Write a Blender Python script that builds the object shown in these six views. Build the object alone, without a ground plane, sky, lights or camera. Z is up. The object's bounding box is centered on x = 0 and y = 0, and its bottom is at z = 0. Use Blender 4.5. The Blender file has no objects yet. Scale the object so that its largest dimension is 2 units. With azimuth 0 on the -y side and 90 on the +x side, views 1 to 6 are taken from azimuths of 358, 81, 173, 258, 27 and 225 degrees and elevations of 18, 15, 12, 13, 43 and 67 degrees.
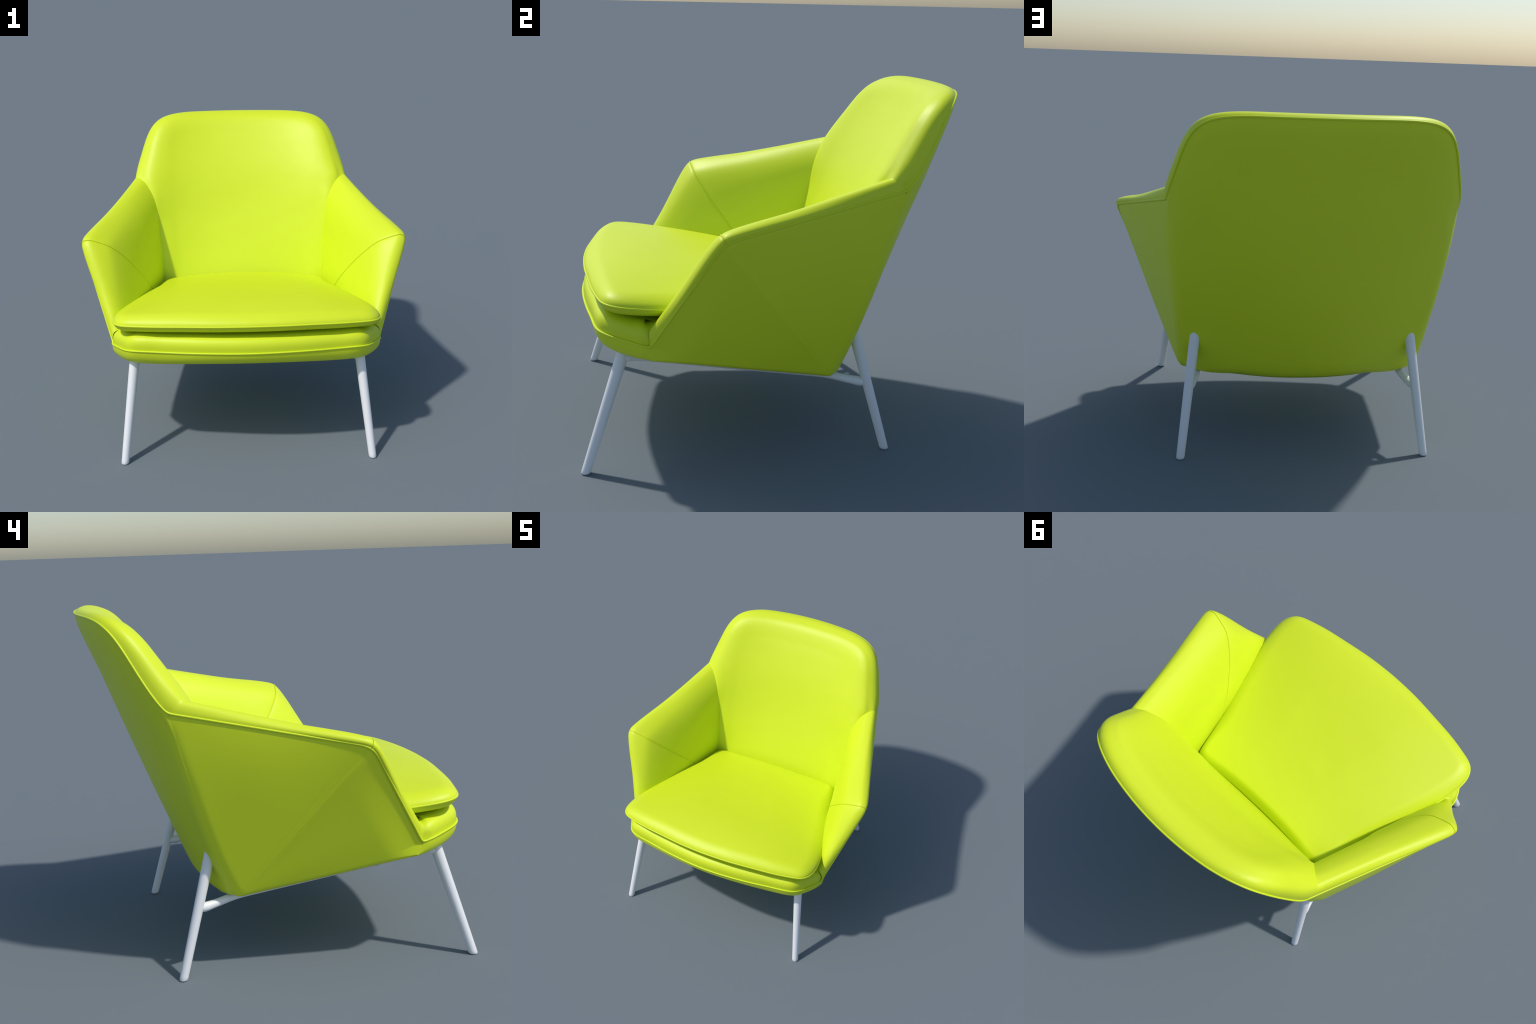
"""Upholstered lounge armchair: lime leather shell and padding, white tubular legs.
Everything is mirror-symmetric about x = 0; curves are given for the +x half."""
import bpy, math
import numpy as np

FLIP = np.array([-1.0, 1.0, 1.0])
V = lambda *a: np.array(a, float)


# ------------------------------------------------------------------ curves
def spline(points, count):
    """Natural cubic spline through points, resampled evenly by length."""
    p = np.asarray(points, float)
    d = np.r_[0, np.cumsum(np.linalg.norm(np.diff(p, axis=0), axis=1) ** 0.7)]
    k, h = len(p), np.diff(d)
    a, b = np.eye(k), np.zeros((k, p.shape[1]))
    for i in range(1, k - 1):
        a[i, i - 1:i + 2] = h[i - 1], 2 * (h[i - 1] + h[i]), h[i]
        b[i] = 6 * ((p[i + 1] - p[i]) / h[i] - (p[i] - p[i - 1]) / h[i - 1])
    m = np.linalg.solve(a, b)
    t = np.linspace(0, d[-1], max(400, count * 4))
    i = np.clip(np.searchsorted(d, t, side="right") - 1, 0, k - 2)
    u, w, g = ((d[i + 1] - t) / h[i])[:, None], ((t - d[i]) / h[i])[:, None], h[i][:, None]
    q = u * p[i] + w * p[i + 1] + ((u ** 3 - u) * m[i] + (w ** 3 - w) * m[i + 1]) * g * g / 6
    return resample(q, np.linspace(0, 1, count))


def length_along(p):
    return np.r_[0, np.cumsum(np.linalg.norm(np.diff(p, axis=0), axis=1))]


def resample(p, fractions):
    p = np.asarray(p, float)
    d = length_along(p)
    return np.stack([np.interp(np.asarray(fractions) * d[-1], d, p[:, c]) for c in range(p.shape[1])], 1)


def mirrored(half):
    """Half curve ending on the centre plane -> whole curve."""
    return np.vstack([half, (half[:-1] * FLIP)[::-1]])


def rounded_corner(a, corner, b, radius, n=10):
    """Points of a soft bend at 'corner' between directions to a and to b."""
    da, db = (a - corner) / np.linalg.norm(a - corner), (b - corner) / np.linalg.norm(b - corner)
    p, q = corner + da * radius, corner + db * radius
    t = np.linspace(0, 1, n)[:, None]
    return (1 - t) ** 2 * p + 2 * t * (1 - t) * corner + t * t * q


def bezier(t, *c):
    t = np.asarray(t)[:, None]
    if len(c) == 3:
        return (1 - t) ** 2 * c[0] + 2 * t * (1 - t) * c[1] + t * t * c[2]
    return (1 - t) ** 3 * c[0] + 3 * t * (1 - t) ** 2 * c[1] + 3 * t * t * (1 - t) * c[2] + t ** 3 * c[3]


def nearest(points, line, with_foot=False):
    """Distance of every point to a polyline, and the index of the nearest piece."""
    a, ab = line[:-1], np.diff(line, axis=0)
    ll = (ab ** 2).sum(1) + 1e-12
    best, where = np.full(len(points), 1e9), np.zeros(len(points), int)
    foot = np.zeros_like(points)
    for i in range(len(a)):
        t = np.clip(((points - a[i]) @ ab[i]) / ll[i], 0, 1)
        c = a[i] + t[:, None] * ab[i]
        d = np.linalg.norm(points - c, axis=1)
        m = d < best
        best[m], where[m], foot[m] = d[m], i, c[m]
    return (best, where, foot) if with_foot else (best, where)


def soft_steps(n, power=2.0):
    """0..1 fractions, dense at both ends."""
    t = np.linspace(-1, 1, n)
    return 0.5 + 0.5 * np.sign(t) * (1 - (1 - np.abs(t)) ** power)


# ------------------------------------------------------------------ materials
def principled(name):
    m = bpy.data.materials.new(name)
    m.use_nodes = True
    nt = m.node_tree
    return m, nt, nt.nodes["Principled BSDF"]


def leather_material():
    m, nt, b = principled("lime_leather")
    co = nt.nodes.new("ShaderNodeTexCoord")
    blot = nt.nodes.new("ShaderNodeTexNoise")
    blot.inputs["Scale"].default_value = 3.0
    blot.inputs["Detail"].default_value = 2.0
    ramp = nt.nodes.new("ShaderNodeValToRGB")
    ramp.color_ramp.elements[0].position, ramp.color_ramp.elements[1].position = 0.3, 0.7
    ramp.color_ramp.elements[0].color = (*LIME_A, 1)
    ramp.color_ramp.elements[1].color = (*LIME_B, 1)
    grain = nt.nodes.new("ShaderNodeTexVoronoi")
    grain.inputs["Scale"].default_value = 260.0
    bump = nt.nodes.new("ShaderNodeBump")
    bump.inputs["Strength"].default_value = 0.02
    bump.inputs["Distance"].default_value = 0.001
    L = nt.links.new
    L(co.outputs["Object"], blot.inputs["Vector"])
    L(co.outputs["Object"], grain.inputs["Vector"])
    L(blot.outputs["Fac"], ramp.inputs["Fac"])
    L(ramp.outputs["Color"], b.inputs["Base Color"])
    L(grain.outputs["Distance"], bump.inputs["Height"])
    L(bump.outputs["Normal"], b.inputs["Normal"])
    b.inputs["Roughness"].default_value = 0.48
    b.inputs["Specular IOR Level"].default_value = 0.45
    return m


def paint_material():
    m, nt, b = principled("white_painted_metal")
    co = nt.nodes.new("ShaderNodeTexCoord")
    noise = nt.nodes.new("ShaderNodeTexNoise")
    noise.inputs["Scale"].default_value = 40.0
    ramp = nt.nodes.new("ShaderNodeValToRGB")
    ramp.color_ramp.elements[0].color = (*WHITE_A, 1)
    ramp.color_ramp.elements[1].color = (*WHITE_B, 1)
    nt.links.new(co.outputs["Object"], noise.inputs["Vector"])
    nt.links.new(noise.outputs["Fac"], ramp.inputs["Fac"])
    nt.links.new(ramp.outputs["Color"], b.inputs["Base Color"])
    b.inputs["Roughness"].default_value = 0.45
    return m


LIME_A, LIME_B = (0.675, 0.800, 0.016), (0.685, 0.812, 0.018)
WHITE_A, WHITE_B = (0.81, 0.81, 0.81), (0.83, 0.83, 0.83)
LEATHER, PAINT = leather_material(), paint_material()


# ------------------------------------------------------------------ meshes
def grid_faces(nu, nv, start=0, wrap_u=False, wrap_v=False):
    f = []
    for i in range(nu if wrap_u else nu - 1):
        for j in range(nv if wrap_v else nv - 1):
            a, b = i * nv + j, i * nv + (j + 1) % nv
            c, d = ((i + 1) % nu) * nv + (j + 1) % nv, ((i + 1) % nu) * nv + j
            f.append((start + a, start + b, start + c, start + d))
    return f


def add_mesh(name, verts, faces, parent, material, kind=None):
    me = bpy.data.meshes.new(name)
    me.from_pydata([tuple(v) for v in np.asarray(verts)], [], faces)
    me.validate()
    import bmesh
    bm = bmesh.new()
    bm.from_mesh(me)
    bmesh.ops.remove_doubles(bm, verts=bm.verts, dist=1e-5)
    bmesh.ops.dissolve_degenerate(bm, dist=1e-6, edges=bm.edges)
    bmesh.ops.recalc_face_normals(bm, faces=bm.faces)
    bm.to_mesh(me)
    bm.free()
    me.materials.append(material)
    for p in me.polygons:
        p.use_smooth = True
    ob = bpy.data.objects.new(name, me)
    bpy.context.scene.collection.objects.link(ob)
    ob.parent = parent
    if kind:
        ob["kind"] = kind
    return ob


def grid_object(name, grid, parent, material, mirror=False):
    """grid: (nu, nv, 3) array of points."""
    nu, nv = grid.shape[:2]
    g = grid * FLIP if mirror else grid
    return add_mesh(name, g.reshape(-1, 3), grid_faces(nu, nv), parent, material)


def tube(path, radius, sides=12, closed=False, cap=True):
    """Swept tube; radius may be one number or one per point."""
    p = np.asarray(path, float)
    n = len(p)
    r = np.full(n, radius) if np.isscalar(radius) else np.asarray(radius)
    if closed:
        tan = np.roll(p, -1, 0) - np.roll(p, 1, 0)
    else:
        tan = np.gradient(p, axis=0)
    tan /= np.linalg.norm(tan, axis=1)[:, None]
    ref = V(0, 0, 1) if abs(tan[0][2]) < 0.9 else V(0, 1, 0)
    side = np.cross(tan[0], ref)
    side /= np.linalg.norm(side)
    rings = []
    ang = np.linspace(0, 2 * math.pi, sides, endpoint=False)
    for i in range(n):
        side = side - tan[i] * (side @ tan[i])
        side /= np.linalg.norm(side)
        up = np.cross(tan[i], side)
        rings.append(p[i] + r[i] * (np.cos(ang)[:, None] * side + np.sin(ang)[:, None] * up))
    faces = grid_faces(n, sides, wrap_u=closed, wrap_v=True)
    verts = np.vstack(rings)
    if cap and not closed:
        faces.append(tuple(range(sides)))
        faces.append(tuple(range((n - 1) * sides, n * sides))[::-1])
    return verts, faces


def tube_object(name, path, radius, parent, material, sides=12, closed=False, mirror=False):
    v, f = tube(path, radius, sides, closed)
    return add_mesh(name, v * FLIP if mirror else v, f, parent, material)


def coons(bottom, top, left, right):
    """Coons patch; bottom/top have nu points, left/right nv points. -> (nu, nv, dim)"""
    nu, nv = len(bottom), len(left)
    u = (UU if UU is not None else np.linspace(0, 1, nu))[:, None, None]
    v = (VV if VV is not None else np.linspace(0, 1, nv))[None, :, None]
    s = (1 - v) * bottom[:, None] + v * top[:, None] + (1 - u) * left[None] + u * right[None]
    return s - ((1 - u) * (1 - v) * bottom[0] + u * (1 - v) * bottom[-1] + (1 - u) * v * top[0] + u * v * top[-1])


UU = VV = None


# ------------------------------------------------------------------ the back shell
LEAN = math.atan(0.38)
N_BACK = V(0, -math.cos(LEAN), math.sin(LEAN))       # from the shell towards the sitter
T_BACK = V(0, math.sin(LEAN), math.cos(LEAN))        # up along the back


def shell_y(x, z):
    """Rear face of the back: leaning, bowed in plan."""
    h = z - 1.2
    return 0.7323 + 0.3798 * h - 0.0205 * h * h - (0.2126 + 0.0246 * h) * x ** 2 - 0.271 * x ** 4


def shell_point(x, s):
    """Point of the rear face at lateral x, height s measured along the back."""
    z = (s - 0.26) / 1.07
    for _ in range(8):
        f = shell_y(x, z) * math.sin(LEAN) + z * math.cos(LEAN) - s
        z = z - f / (math.cos(LEAN) + 0.38 * math.sin(LEAN))
    return np.stack([x, shell_y(x, z), z], -1)


def to_back(p):
    """World point -> (x, s, depth in front of the shell)."""
    p = np.asarray(p, float)
    s, x = p @ T_BACK, p[..., 0]
    q = shell_point(x, s)
    return np.stack([x, s, (p - q) @ N_BACK], -1)


SIDE_BOW, EDGE_BOW = 0.005, 0.0     # fullness of the lower sides
# key corners of the upholstery (+x side)
BEND = V(0.7212, 0.5792, 1.3372)      # piping turns from the back onto the arm
TIP = V(0.9985, -0.2945, 1.1725)      # front end of the arm
FRONT = V(0.8040, -0.6110, 0.6410)    # foot of the arm front
FRONT_LOW = V(0.8000, -0.5790, 0.5715)
REAR_LOW = V(0.6220, 0.2750, 0.3980)

TURN = rounded_corner(BEND, TIP, FRONT, 0.055, 15)    # piping round the arm tip

# piping round the back, from the bend over the top to the centre
_half = spline([BEND, V(.7162, .6095, 1.3719), V(.676, .695, 1.509), V(.616, .782, 1.6645), V(.5437, .8371, 1.7292), V(.42, .887, 1.756),
                V(.2759, .9184, 1.7600), V(0, .9389, 1.7602), V(-.2759, .9184, 1.7600)], 260)
_half = np.vstack([_half[_half[:, 0] > 0.003], [V(0, .9389, 1.7602)]])
BACK_PIPING = mirrored(_half)                       # +x bend ... -x bend

# piping of the seat base, from the foot of the arm to the centre
_b = spline([FRONT, V(.806, -.645, .652), V(.757, -.745, .670), V(.702, -.826, .6855), V(.655, -.853, .6915), V(.53, -.875, .692),
             V(.3885, -.8995, .693), V(.2, -.925, .695), V(0, -.9363, .6957), V(-.2, -.925, .695)], 260)
_b = np.vstack([_b[_b[:, 0] > 0.003], [V(0, -.9363, .6957)]])
BASE_PIPING = mirrored(_b)

# seam between back and arm: from the bend, over the rim, down behind the seat
SEAM_BACK = spline([BEND, V(.7300, .553, 1.352), V(.7300, .523, 1.3775), V(.7170, .502, 1.3895), V(.700, .496, 1.3885), V(.679, .479, 1.381), V(.654, .459, 1.360),
                    V(.607, .416, 1.287), V(.577, .382, 1.184), V(.560, .350, 1.040), V(.549, .322, .930), V(.543, .293, .820),
                    V(.541, .262, .690), V(.541, .238, .580)], 90)
# seam across the arm from its front tip
SEAM_ARM = spline([TURN[7], V(.9985, -.2968, 1.1815), V(.9915, -.3015, 1.191), V(.975, -.306, 1.198), V(.957, -.309, 1.200), V(.891, -.302, 1.180), V(.836, -.291, 1.153),
                   V(.780, -.259, 1.100), V(.722, -.207, 1.022), V(.671, -.145, .936), V(.631, -.086, .855), V(.601, -.012, .763),
                   V(.575, .060, .660)], 90)
# lower end of the arm front, where it meets the seat base
SEAM_FOOT = spline([FRONT, V(.8045, -.614, .690), V(.793, -.614, .714), V(.764, -.600, .724), V(.722, -.525, .718), V(.672, -.380, .705),
                    V(.622, -.220, .650), V(.590, -.06, .580)], 90)


def full_depth(x, s):
    """Padding thickness of the back away from its rolled edge."""
    full = np.interp(s, [0.55, 0.8, 1.05, 1.35, 1.5, 1.6, 1.75, 1.85, 1.95, 2.0],
                     [0.262, 0.262, 0.258, 0.238, 0.228, 0.212, 0.176, 0.144, 0.122, 0.115])
    bow = np.interp(s, [0.55, 0.8, 1.05, 1.35, 1.6, 1.75, 2.0], [0.30, 0.27, 0.14, 0.01, 0.035, 0.02, 0.0])
    return full - bow * x ** 2


# rolled edge in section: (distance inside the piping, depth), both per unit of full depth
EDGE_ROLL = spline([V(0, 0), V(-.045, .10), V(-.065, .22), V(-.045, .34), V(0, .44), V(.08, .56), V(.17, .665), V(.29, .79), V(.45, .89), V(.61, .95),
                    V(.80, .987), V(.95, 1.0), V(1.1, 1.0)], 200)
ROLL_REACH = 1.1


def back_outline():
    out = to_back(BACK_PIPING)
    ext = np.array([V(0.6934, 1.063, 0), V(0.63, 0.45, 0)])
    return np.vstack([ext[::-1], out, ext * FLIP])


def roll_over(dom):
    """Domain points (x, s) -> (x, s, depth): rolls the padding over at the outline."""
    line = back_outline()
    flat = dom.reshape(-1, 2)
    d, w, foot = nearest(flat, line[:, :2], True)
    full = full_depth(flat[:, 0], flat[:, 1])
    tau = np.clip(d / (ROLL_REACH * full), 0, 1)
    k = np.interp(tau, np.linspace(0, 1, len(EDGE_ROLL)) ** 1.0, np.arange(len(EDGE_ROLL)))
    e = np.interp(k, np.arange(len(EDGE_ROLL)), EDGE_ROLL[:, 0]) * full
    f = np.interp(k, np.arange(len(EDGE_ROLL)), EDGE_ROLL[:, 1]) * full
    bend = np.minimum(np.linalg.norm(flat - line[2, :2], axis=1), np.linalg.norm(flat - line[-3, :2], axis=1))
    e = np.where(e < 0, e * smooth(bend, -0.06, 0.14), e)
    tang = np.diff(line[:, :2], axis=0)[w]
    inward = np.stack([-tang[:, 1], tang[:, 0]], 1)
    inward /= np.linalg.norm(inward, axis=1)[:, None]
    far = d > 2e-3
    inward[far] = ((flat - foot) / (d[:, None] + 1e-12))[far]
    lift = line[w, 2] * np.clip(1 - tau, 0, 1)
    near = d < ROLL_REACH * full
    moved = np.where(near[:, None], foot + inward * e[:, None], flat)
    return np.concatenate([moved, (f + lift)[:, None]], 1).reshape(dom.shape[:-1] + (3,))


def build_back_pad(parent):
    global UU, VV
    nu, nv = 141, 100
    UU = soft_steps(nu, 1.6)
    VV = 1 - (1 - np.linspace(0, 1, nv)) ** 1.5
    seam = resample(to_back(SEAM_BACK)[::-1], VV)
    # place the seam in the unrolled domain so that it rolls back onto its measured course
    line = back_outline()
    d, w, foot = nearest(seam[:, :2], line[:, :2], True)
    full = full_depth(seam[:, 0], seam[:, 1])
    share = np.clip((seam[:, 2] - line[w, 2] * 0.5) / full, 0, 0.995)
    tau = np.interp(share, EDGE_ROLL[:, 1], np.linspace(0, 1, len(EDGE_ROLL)))
    by_reach = np.interp(d / full, EDGE_ROLL[90:, 0], np.linspace(0, 1, len(EDGE_ROLL))[90:])
    pick = smooth(share, 0.45, 0.75)
    tau = tau * (1 - pick) + by_reach * pick
    away = np.where(d[:, None] > 0.012, (seam[:, :2] - foot) / (d[:, None] + 1e-9), V(-0.97, -0.25))
    flat_seam = np.where((tau < 1)[:, None], foot + away * (tau * ROLL_REACH * full)[:, None], seam[:, :2])
    flat_seam[-1] = foot[-1]
    for _ in range(6):
        flat_seam[1:-1] = 0.5 * flat_seam[1:-1] + 0.25 * (flat_seam[2:] + flat_seam[:-2])
    flat_seam = flat_seam * 1.0
    top = resample(to_back(BACK_PIPING)[:, :2], UU)
    bottom = np.stack([np.interp(UU, [0, 1], [flat_seam[0, 0], -flat_seam[0, 0]]), np.full(nu, flat_seam[0, 1])], 1)
    dom = coons(bottom, top, flat_seam, flat_seam * V(-1, 1))
    p = roll_over(dom)
    pts = shell_point(p[..., 0], p[..., 1]) + p[..., 2:] * N_BACK
    want = shell_point(seam[:, 0], seam[:, 1]) + seam[:, 2:] * N_BACK
    # take up the last small differences along the seam, fading into the field
    for side, col in ((1, 0), (-1, nu - 1)):
        fix = want * V(side, 1, 1) - pts[:, :][col]
        gap = np.linalg.norm(pts - pts[col][None], axis=2)
        fade = np.exp(-(gap / 0.07) ** 2)
        fade[:, -1] = 0
        if side == 1:
            fade[nu // 2:] = 0
        else:
            fade[:nu // 2] = 0
        pts = pts + fix[None] * fade[..., None]
    pts[:, -1] = resample(BACK_PIPING, UU)
    # relax the padding, most of all where back, arm and piping come together
    near_bend = np.minimum(np.linalg.norm(pts - BEND, axis=2), np.linalg.norm(pts - BEND * FLIP, axis=2))
    loose = 0.25 * (1 - smooth(VV, 0.55, 0.85))[None] + 0.5 * np.exp(-(near_bend / 0.11) ** 2) * (1 - smooth(VV, 0.94, 1.0))[None]
    for _ in range(60):
        mid = 0.25 * (pts[2:, 1:-1] + pts[:-2, 1:-1] + pts[1:-1, 2:] + pts[1:-1, :-2])
        pts[1:-1, 1:-1] += (mid - pts[1:-1, 1:-1]) * loose[1:-1, 1:-1, None]
    UU = VV = None
    return grid_object("back_pad", pts, parent, LEATHER)


def loft_panel(a, b, edge, lift):
    """Ruled panel between two seam profiles a and b. Its outer edge follows 'edge';
    lift(t, k) plumps (+) or hollows (-) it, t from a to b, k from the piping inwards."""
    t = soft_steps(60, 1.8)
    g = a[None] * (1 - t)[:, None, None] + b[None] * t[:, None, None]
    n = np.cross(np.gradient(g, axis=0), np.gradient(g, axis=1))
    n /= np.linalg.norm(n, axis=2)[:, :, None] + 1e-12
    if n[30, 12, 2] < 0:
        n = -n
    k = np.linspace(0, 1, g.shape[1])
    shift = resample(edge, t) - g[:, 0]
    g = g + shift[:, None] * np.clip(1 - k / 0.14, 0, 1)[None, :, None] ** 2
    h = lift(t[:, None], k[None, :]) * np.clip(k / 0.05, 0, 1)[None, :] ** 0.5
    return g + n * h[..., None]


def smooth(x, a, b):
    x = np.clip((x - a) / (b - a), 0, 1)
    return x * x * (3 - 2 * x)


def arm_top_lift(t, k):
    plump = 0.008 * (1 - np.exp(-((1 - t) / 0.035))) * smooth(t, 0.55, 0.92)
    hollow = np.sin(np.pi * np.clip(t / 0.75, 0, 1)) * (0.003 - 0.005 * np.exp(-(k / 0.25) ** 2))
    return plump * np.exp(-(k / 0.45) ** 2) + hollow - 0.004 * np.exp(-((1 - t) / 0.006) ** 1.5)


def arm_front_lift(t, k):
    return 0.011 * (1 - np.exp(-(t / 0.06))) * (1 - smooth(t, 0.12, 0.65)) * np.exp(-(k / 0.45) ** 2) - 0.004 * np.exp(-(t / 0.010) ** 1.5)


def build_shell(parent):
    """Outer shell: bowed back, two folded sides and the underside, edges eased."""
    global UU, VV
    # crease from rear bottom corner up to the bend
    rear_low = REAR_LOW + V(.014, .006, -.006)
    crease = spline([rear_low, V(.6546, .3566, .5608), V(.7004, .482, .9556), BEND], 60)
    nv = 60
    # --- back
    nu = 91
    UU = soft_steps(nu, 1.9)
    VV = 1 - (1 - np.linspace(0, 1, nv)) ** 1.5
    left = resample(crease, VV)
    dl = to_back(left)
    arc_x = np.interp(UU, [0, 1], [rear_low[0], -rear_low[0]])
    q = 1 - (arc_x / rear_low[0]) ** 2
    arc = np.stack([arc_x, rear_low[1] + 0.125 * q, rear_low[2] - 0.051 * q], 1)
    da = to_back(arc)
    dt = to_back(resample(BACK_PIPING, UU))
    dom = coons(da[:, :2], dt[:, :2], dl[:, :2], dl[:, :2] * V(-1, 1))
    hold = (1 - smooth(UU, 0, 0.12))[:, None] * dl[None, :, 2] + smooth(UU, 0.88, 1)[:, None] * dl[None, :, 2]
    top_d = dt[:, 2][:, None] - (hold[:, -1])[:, None]
    hold = hold + top_d * smooth(VV, 0.85, 1)[None]
    back = shell_point(dom[..., 0], dom[..., 1]) + hold[..., None] * N_BACK
    d_pipe = nearest(back.reshape(-1, 3), BACK_PIPING)[0].reshape(back.shape[:2])
    full_edge = 0.009 * smooth(d_pipe, 0, 0.06) * (1 - smooth(d_pipe, 0.10, 0.35)) * smooth(dom[..., 1], 1.25, 1.5)
    full_edge *= smooth(np.minimum(nearest(back.reshape(-1, 3), left)[0], nearest(back.reshape(-1, 3), left * FLIP)[0]).reshape(full_edge.shape), 0.0, 0.09)
    back = back - full_edge[..., None] * N_BACK             # the cover is fuller just inside the piping
    # --- front rail below the seat-base piping
    bb = spline([FRONT_LOW, V(.747, -.685, .578), V(.668, -.772, .587), V(.5, -.832, .598), V(.25, -.853, .602), V(0, -.858, .603),
                 V(-.25, -.853, .602)], 200)
    bb = mirrored(np.vstack([bb[bb[:, 0] > 0.003], [V(0, -.858, .603)]]))
    front = resample(bb, UU)
    pipe = resample(BASE_PIPING, UU)
    t = np.linspace(0, 1, 18)
    roll = []
    for a, b in zip(pipe, front):
        ctrl = a + (b - a) * V(.06, .06, .78)
        roll.append(bezier(t, a, ctrl, b))
    roll = np.array(roll)
    # --- side fan from the rear bottom corner to the piping
    seg_t = soft_steps(40, 1.8)
    edge = [BEND + (TURN[0] - BEND) * q for q in seg_t] + list(TURN[1:-1]) + [TURN[-1] + (FRONT - TURN[-1]) * q for q in seg_t]
    turn_at = 39 + 7
    foot_at = len(edge) - 1
    edge = np.array(edge + list(roll[0][1:]))
    side = rear_low + (edge[:, None] - rear_low) * VV[None, :, None]
    blend = np.clip(np.arange(len(edge)) / 39, 0, 1)        # crease bow fades into the flat side
    straight = rear_low + (BEND - rear_low) * VV[:, None]
    for i in range(0, 39):
        side[i] += (left - straight) * (1 - blend[i])
    for i in range(turn_at):
        side[i] += V(.93, .25, -.28) * (0.009 * np.sin(np.pi * VV ** 2.8) * np.sin(np.pi * seg_t[min(i, 39)]) if i < 39 else 0 * VV)[:, None]

    def unit(a):
        return a / np.linalg.norm(a, axis=-1)[..., None]

    n_side = unit(np.cross(edge[10] - rear_low, edge[30] - rear_low))
    n_side = n_side if n_side[0] > 0 else -n_side
    n_low = unit(np.cross(FRONT - rear_low, TIP - rear_low))
    n_low = n_low if n_low[0] > 0 else -n_low
    # the lower front of each side is one full facet from the fold to the bottom edge;
    # only right at the piping does it dip to the foot of the arm
    n_low = unit(np.cross(FRONT_LOW - rear_low, TIP - rear_low))
    n_low = n_low if n_low[0] > 0 else -n_low
    angle = length_along(edge[turn_at:])
    angle = angle / angle[-1]
    for i in range(turn_at, len(edge)):
        w = angle[i - turn_at]
        dip = (edge[i] - rear_low) @ n_low
        side[i] -= n_low * (dip * VV * (1 - smooth(VV, 0.80, 1.0)))[:, None]
        side[i] += n_low * (SIDE_BOW * np.sin(np.pi * VV) * np.sin(np.pi * smooth(w, 0, 1.3)))[:, None]
        side[i] += V(.97, 0, .26) * (EDGE_BOW * np.sin(np.pi * VV) * smooth(w, 0.3, 1))[:, None]
    # --- underside
    low = side[-1].copy()                                    # rear corner -> front low corner
    under = coons(arc, front, low, low * FLIP)
    vv, UU, VV = VV, None, None

    # ease the edges: move points near an edge inwards along the bisector
    def ease(panels, line, n_a, n_b, radius):
        line = np.asarray(line)
        bis = n_a + n_b
        bis /= np.linalg.norm(bis, axis=1)[:, None]
        half = np.tan(0.5 * np.arccos(np.clip((n_a * n_b).sum(1), -1, 1)))
        for g in panels:
            flat = g.reshape(-1, 3)
            d, w = nearest(flat, line)
            r = radius[w]
            k = half[w] * np.clip(r - d, 0, None) ** 2 / (2 * r + 1e-9)
            flat -= bis[w] * k[:, None]

    def normals(g, outward):
        n = unit(np.cross(np.gradient(g, axis=0), np.gradient(g, axis=1)) + 1e-15)
        return n if (n * outward).sum(2).mean() > 0 else -n

    sides = [side, side * FLIP]
    nb, nu_ = normals(back, -N_BACK), normals(under, V(0, -.2, -1))
    jobs = []
    for sgn, sd in ((1, sides[0]), (-1, sides[1])):
        f = V(sgn, 1, 1)
        ns = normals(sd, n_side * f)
        ns[:, :5] = ns[:, 5:6]                               # the fan's apex has no normal of its own
        c, lo = left * f, low * f
        bcol, ucol = (6, 8) if sgn == 1 else (nu - 7, nu - 9)
        r = np.interp(vv, [0, 0.6, 0.93, 1], [0.05, 0.05, 0.035, 0.004])
        jobs.append(([back, sd], c, unit(ns[9] + 1e-9), unit(nb[bcol]), r))
        jobs.append(([under, sd], lo, unit(ns[-14]), unit(nu_[ucol]), np.interp(vv, [0, 0.12, 0.8, 1], [0.022, 0.030, 0.028, 0.012])))
    nb2 = nb[:, 6]
    jobs.append(([back, under], arc, unit(nb2), unit(nu_[:, 12]), np.interp(np.abs(arc[:, 0]), [0, 0.35, 0.62], [0.09, 0.08, 0.035])))
    for j in jobs:
        ease(*j)

    # tuck the upper edge in behind the piping, press the diagonal seam of the sides in
    def tuck(g, n, line, depth, width):
        flat = g.reshape(-1, 3)
        d, _ = nearest(flat, line)
        flat -= (np.exp(-(d / width) ** 2) * depth)[:, None] * n
    tuck(back, -N_BACK, BACK_PIPING, 0.003, 0.007)
    for sgn, sd in ((1, sides[0]), (-1, sides[1])):
        f = V(sgn, 1, 1)
        tuck(sd, n_side * f, edge[:foot_at] * f, 0.004, 0.012)
        tuck(sd, n_side * f, side[turn_at] * f, 0.0014, 0.004)
    grid_object("outer_back", back, parent, LEATHER)
    for sd in sides:
        grid_object("outer_side", sd, parent, LEATHER)
    grid_object("underside", under, parent, LEATHER)
    grid_object("seat_base_rail", roll, parent, LEATHER)


def offset_inwards(curve, normals, a, b):
    return curve - normals * a + V(0, 0, 1) * b


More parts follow.
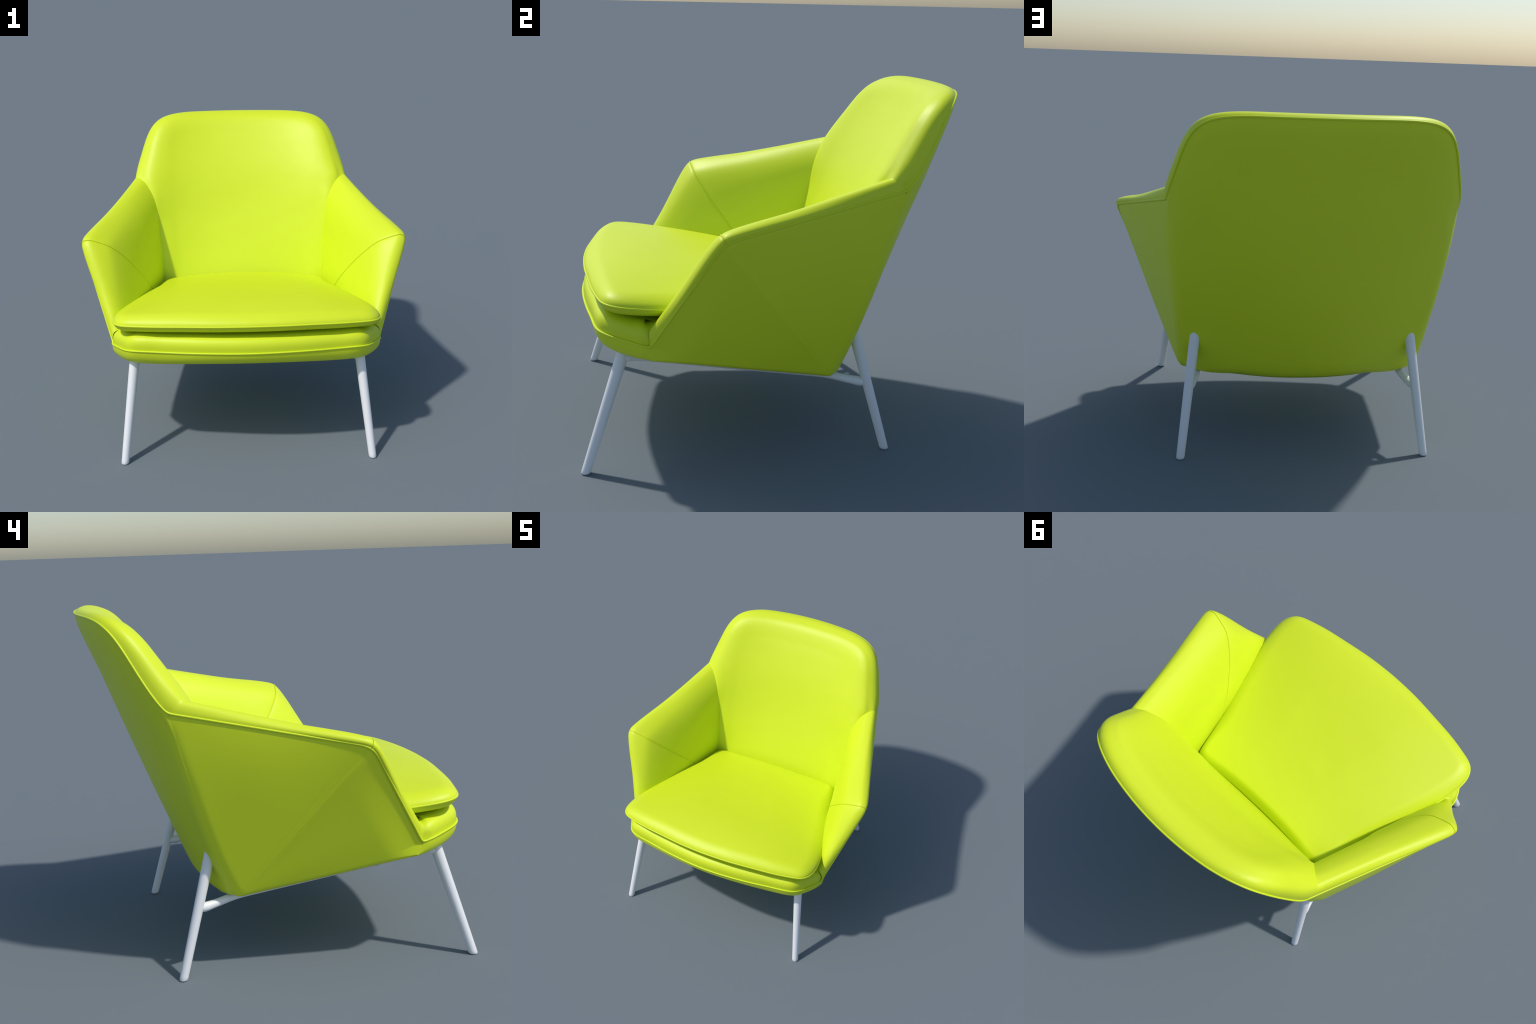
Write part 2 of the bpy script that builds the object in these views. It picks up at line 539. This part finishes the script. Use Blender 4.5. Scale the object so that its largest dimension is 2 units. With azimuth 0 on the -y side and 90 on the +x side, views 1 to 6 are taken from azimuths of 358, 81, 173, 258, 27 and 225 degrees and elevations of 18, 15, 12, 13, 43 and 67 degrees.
def build_seat_base(parent):
    """Rounded front of the seat base, rising from its piping and running under the cushion."""
    inside = np.array([V(.775, -.36, .690), V(.794, -.50, .668)])
    p = resample(np.vstack([inside, BASE_PIPING, inside[::-1] * FLIP]), np.linspace(0, 1, 161))
    tan = np.gradient(p, axis=0)
    tan[:, 2] = 0
    n = np.stack([-tan[:, 1], tan[:, 0], 0 * tan[:, 0]], 1)
    n /= np.linalg.norm(n, axis=1)[:, None]
    if n[80, 1] > 0:
        n = -n
    t = np.linspace(0, 1, 30)
    prof = np.vstack([bezier(t, V(0.005, 0), V(-0.001, 0.050), V(0.012, 0.086), V(0.075, 0.090)), V(0.16, 0.088)[None], V(0.30, 0.08)[None]])
    g = np.stack([offset_inwards(p, n, a, b) for a, b in prof], 1)
    lim = 0.80
    g[..., 0] = np.clip(g[..., 0], -lim, lim)
    return grid_object("seat_base_pad", g, parent, LEATHER)


def build_seat_deck(parent):
    """Upholstered platform under the loose cushion."""
    u, v = np.meshgrid(np.linspace(-1, 1, 41), np.linspace(0, 1, 30), indexing="ij")
    y = -0.80 + 1.08 * v
    x = u * np.interp(y, [-0.80, -0.55, 0.28], [0.66, 0.74, 0.58])
    z = cushion_seam_z(x, y) - 0.068
    return grid_object("seat_deck", np.stack([x, y, z], 2), parent, LEATHER)


def cushion_seam_z(x, y):
    d = y + 0.926
    return 0.857 - 0.012 * (x / 0.77) ** 2 - 0.08 * d - 0.06 * d * d


CROWN_T = np.linspace(0, 1, 101)
CROWN_H = np.interp(CROWN_T, [0, .06, .12, .2, .3, .42, .55, .7, .82, .92, 1], [.0, .30, .54, .74, .86, .93, .95, .92, .88, .81, .72])
for _ in range(30):                                       # fullness from front to back
    CROWN_H[1:-1] = 0.5 * CROWN_H[1:-1] + 0.25 * (CROWN_H[2:] + CROWN_H[:-2])


def build_seat_cushion(parent):
    half = spline([V(0, .262), V(.30, .272), V(.46, .283), V(.525, .262), V(.552, .195), V(.60, .0), V(.66, -.19), V(.722, -.40), V(.770, -.57),
                   V(.785, -.675), V(.777, -.757), V(.741, -.812), V(.66, -.845), V(.53, -.874), V(.3885, -.894), V(.2, -.917), V(0, -.926)], 160)
    loop = np.vstack([half, (half * V(-1, 1))[::-1][1:-1]])
    nu = len(loop)
    spine = np.stack([loop[:, 0] * 0.35, -0.33 + (loop[:, 1] + 0.33) * 0.35], 1)

    def surface(ts, height):
        rows = []
        for t in ts:
            q = loop * (1 - t) + spine * t
            d, _ = nearest(q, np.vstack([loop, loop[:1]]))
            rows.append(np.stack([q[:, 0], q[:, 1], cushion_seam_z(q[:, 0], q[:, 1]) + height(q, d)], 1))
        return rows

    def puff(q, d):
        rear = smooth(q[:, 1], 0.0, 0.2)
        w, h = 0.085 - 0.035 * rear, 0.046 + 0.006 * rear
        k = np.clip(1 - d / w, 0, 1)
        across = np.interp(q[:, 1], [-0.93, -0.7, 0.0, 0.28], [0.80, 0.78, 0.64, 0.575])
        along = np.clip((q[:, 1] + 0.926) / 1.206, 0, 1)
        crown = 0.063 * (1 - k ** 2) * np.clip(1 - np.abs(q[:, 0] / across) ** 2.2, 0, 1) * np.interp(along, CROWN_T, CROWN_H)
        return h * np.sqrt(1 - k ** 2.2) + crown

    def belly(q, d):
        k = np.clip(1 - d / 0.05, 0, 1)
        return -0.043 * np.sqrt(1 - k ** 1.8) - 0.05 * np.clip(d - 0.02, 0, 0.3)

    fine = np.linspace(0, 1, 46) ** 2.0
    top = surface(fine, puff)
    bot = surface(fine, belly)
    def closed(rows):
        v = np.vstack(rows)
        f = grid_faces(len(rows), nu, wrap_v=True)
        v = np.vstack([v, rows[-1].mean(0)[None]])
        last = (len(rows) - 1) * nu
        f += [(last + i, last + (i + 1) % nu, len(v) - 1) for i in range(nu)]
        return v, f
    v1, f1 = closed(top)
    v2, f2 = closed(bot)
    ob = add_mesh("seat_cushion", np.vstack([v1, v2]), f1 + [tuple(i + len(v1) for i in f) for f in f2], parent, LEATHER)
    welt = np.stack([loop[:, 0], loop[:, 1], cushion_seam_z(loop[:, 0], loop[:, 1])], 1)
    tube_object("cushion_piping", welt, 0.0055, ob, LEATHER, 8, closed=True)


def build_piping(parent):
    arm = [BEND + (TURN[0] - BEND) * t for t in np.linspace(0, 0.97, 30)]
    front = [TURN[-1] + (FRONT - TURN[-1]) * t for t in np.linspace(0.05, 1, 30)]
    side = np.vstack([arm[1:], TURN, front])
    path = np.vstack([BACK_PIPING[::-1], side, BASE_PIPING[1:-1], (side * FLIP)[::-1]])
    # even spacing
    loop = np.vstack([path, path[:1]])
    path = resample(loop, np.linspace(0, 1, 900, endpoint=False))
    for _ in range(7):
        path = 0.5 * path + 0.25 * (np.roll(path, 1, 0) + np.roll(path, -1, 0))
    tube_object("edge_piping", path, 0.0055, parent, LEATHER, 10, closed=True)


def build_legs(parent):
    front_foot, front_top = V(.737, -.918, 0), V(.6690, -.728, .590)
    rear_foot, rear_top = V(.6355, .560, 0), V(.5590, .377, .665)

    def leg(foot, top, r0, r1, mirror):
        axis = (top - foot) / np.linalg.norm(top - foot)
        t = np.r_[0, 0.008, np.linspace(0.03, 1, 24)]
        path = foot + (top - foot) * t[:, None]
        r = r0 + (r1 - r0) * np.clip(t * 1.05, 0, 1)
        v, f = tube(path, r, 24)
        v = v.reshape(len(t), 24, 3)
        v[0] -= axis * (v[0][:, 2] / axis[2])[:, None]          # foot cut level with the ground
        inner = v[0].copy()
        v[0] = foot + (inner - foot) * 0.86
        v[1] = foot + (inner - foot) + axis * 0.006
        return add_mesh("leg", v.reshape(-1, 3) * (FLIP if mirror else 1), f, parent, PAINT)

    strut = spline([V(.678, -.738, .562), V(.661, -.680, .549), V(.640, -.55, .526), V(.615, -.32, .485), V(.585, -.13, .447), V(.560, .06, .4115),
                    V(.547, .19, .3885), V(.549, .28, .3735), V(.566, .36, .357), V(.585, .430, .347), V(.595, .462, .343)], 60)
    t = np.linspace(0, 1, 60)
    rad = 0.0195 + 0.010 * np.exp(-(t / 0.035) ** 1.5) + 0.007 * np.exp(-((1 - t) / 0.05) ** 1.6)
    rad *= 1 - 0.55 * smooth(t, 0.975, 1.0) - 0.4 * (1 - smooth(t, 0, 0.02))
    for m in (False, True):
        leg(front_foot, front_top, .0225, .0295, m)
        leg(rear_foot, rear_top, .0210, .0275, m)
        tube_object("stretcher", strut, rad, parent, PAINT, 16, mirror=m)


def build():
    chair = bpy.data.objects.new("lounge_armchair", None)
    bpy.context.scene.collection.objects.link(chair)
    chair["label"] = "lime green leather lounge armchair with white tubular legs"
    chair["category"] = "armchair"
    build_shell(chair)
    build_back_pad(chair)
    arm = loft_panel(SEAM_BACK, SEAM_ARM, np.vstack([[BEND], TURN[:8]]), arm_top_lift)
    front = loft_panel(SEAM_ARM, SEAM_FOOT, np.vstack([TURN[7:], [FRONT]]), arm_front_lift)
    for m in (False, True):
        a = grid_object("armrest", arm, chair, LEATHER, m)
        grid_object("armrest_front", front, a, LEATHER, m)
        tube_object("armrest_seam", SEAM_ARM, 0.0032, a, LEATHER, 8, mirror=m)
    build_seat_base(chair)
    build_seat_deck(chair)
    build_seat_cushion(chair)
    build_piping(chair)
    build_legs(chair)


build()
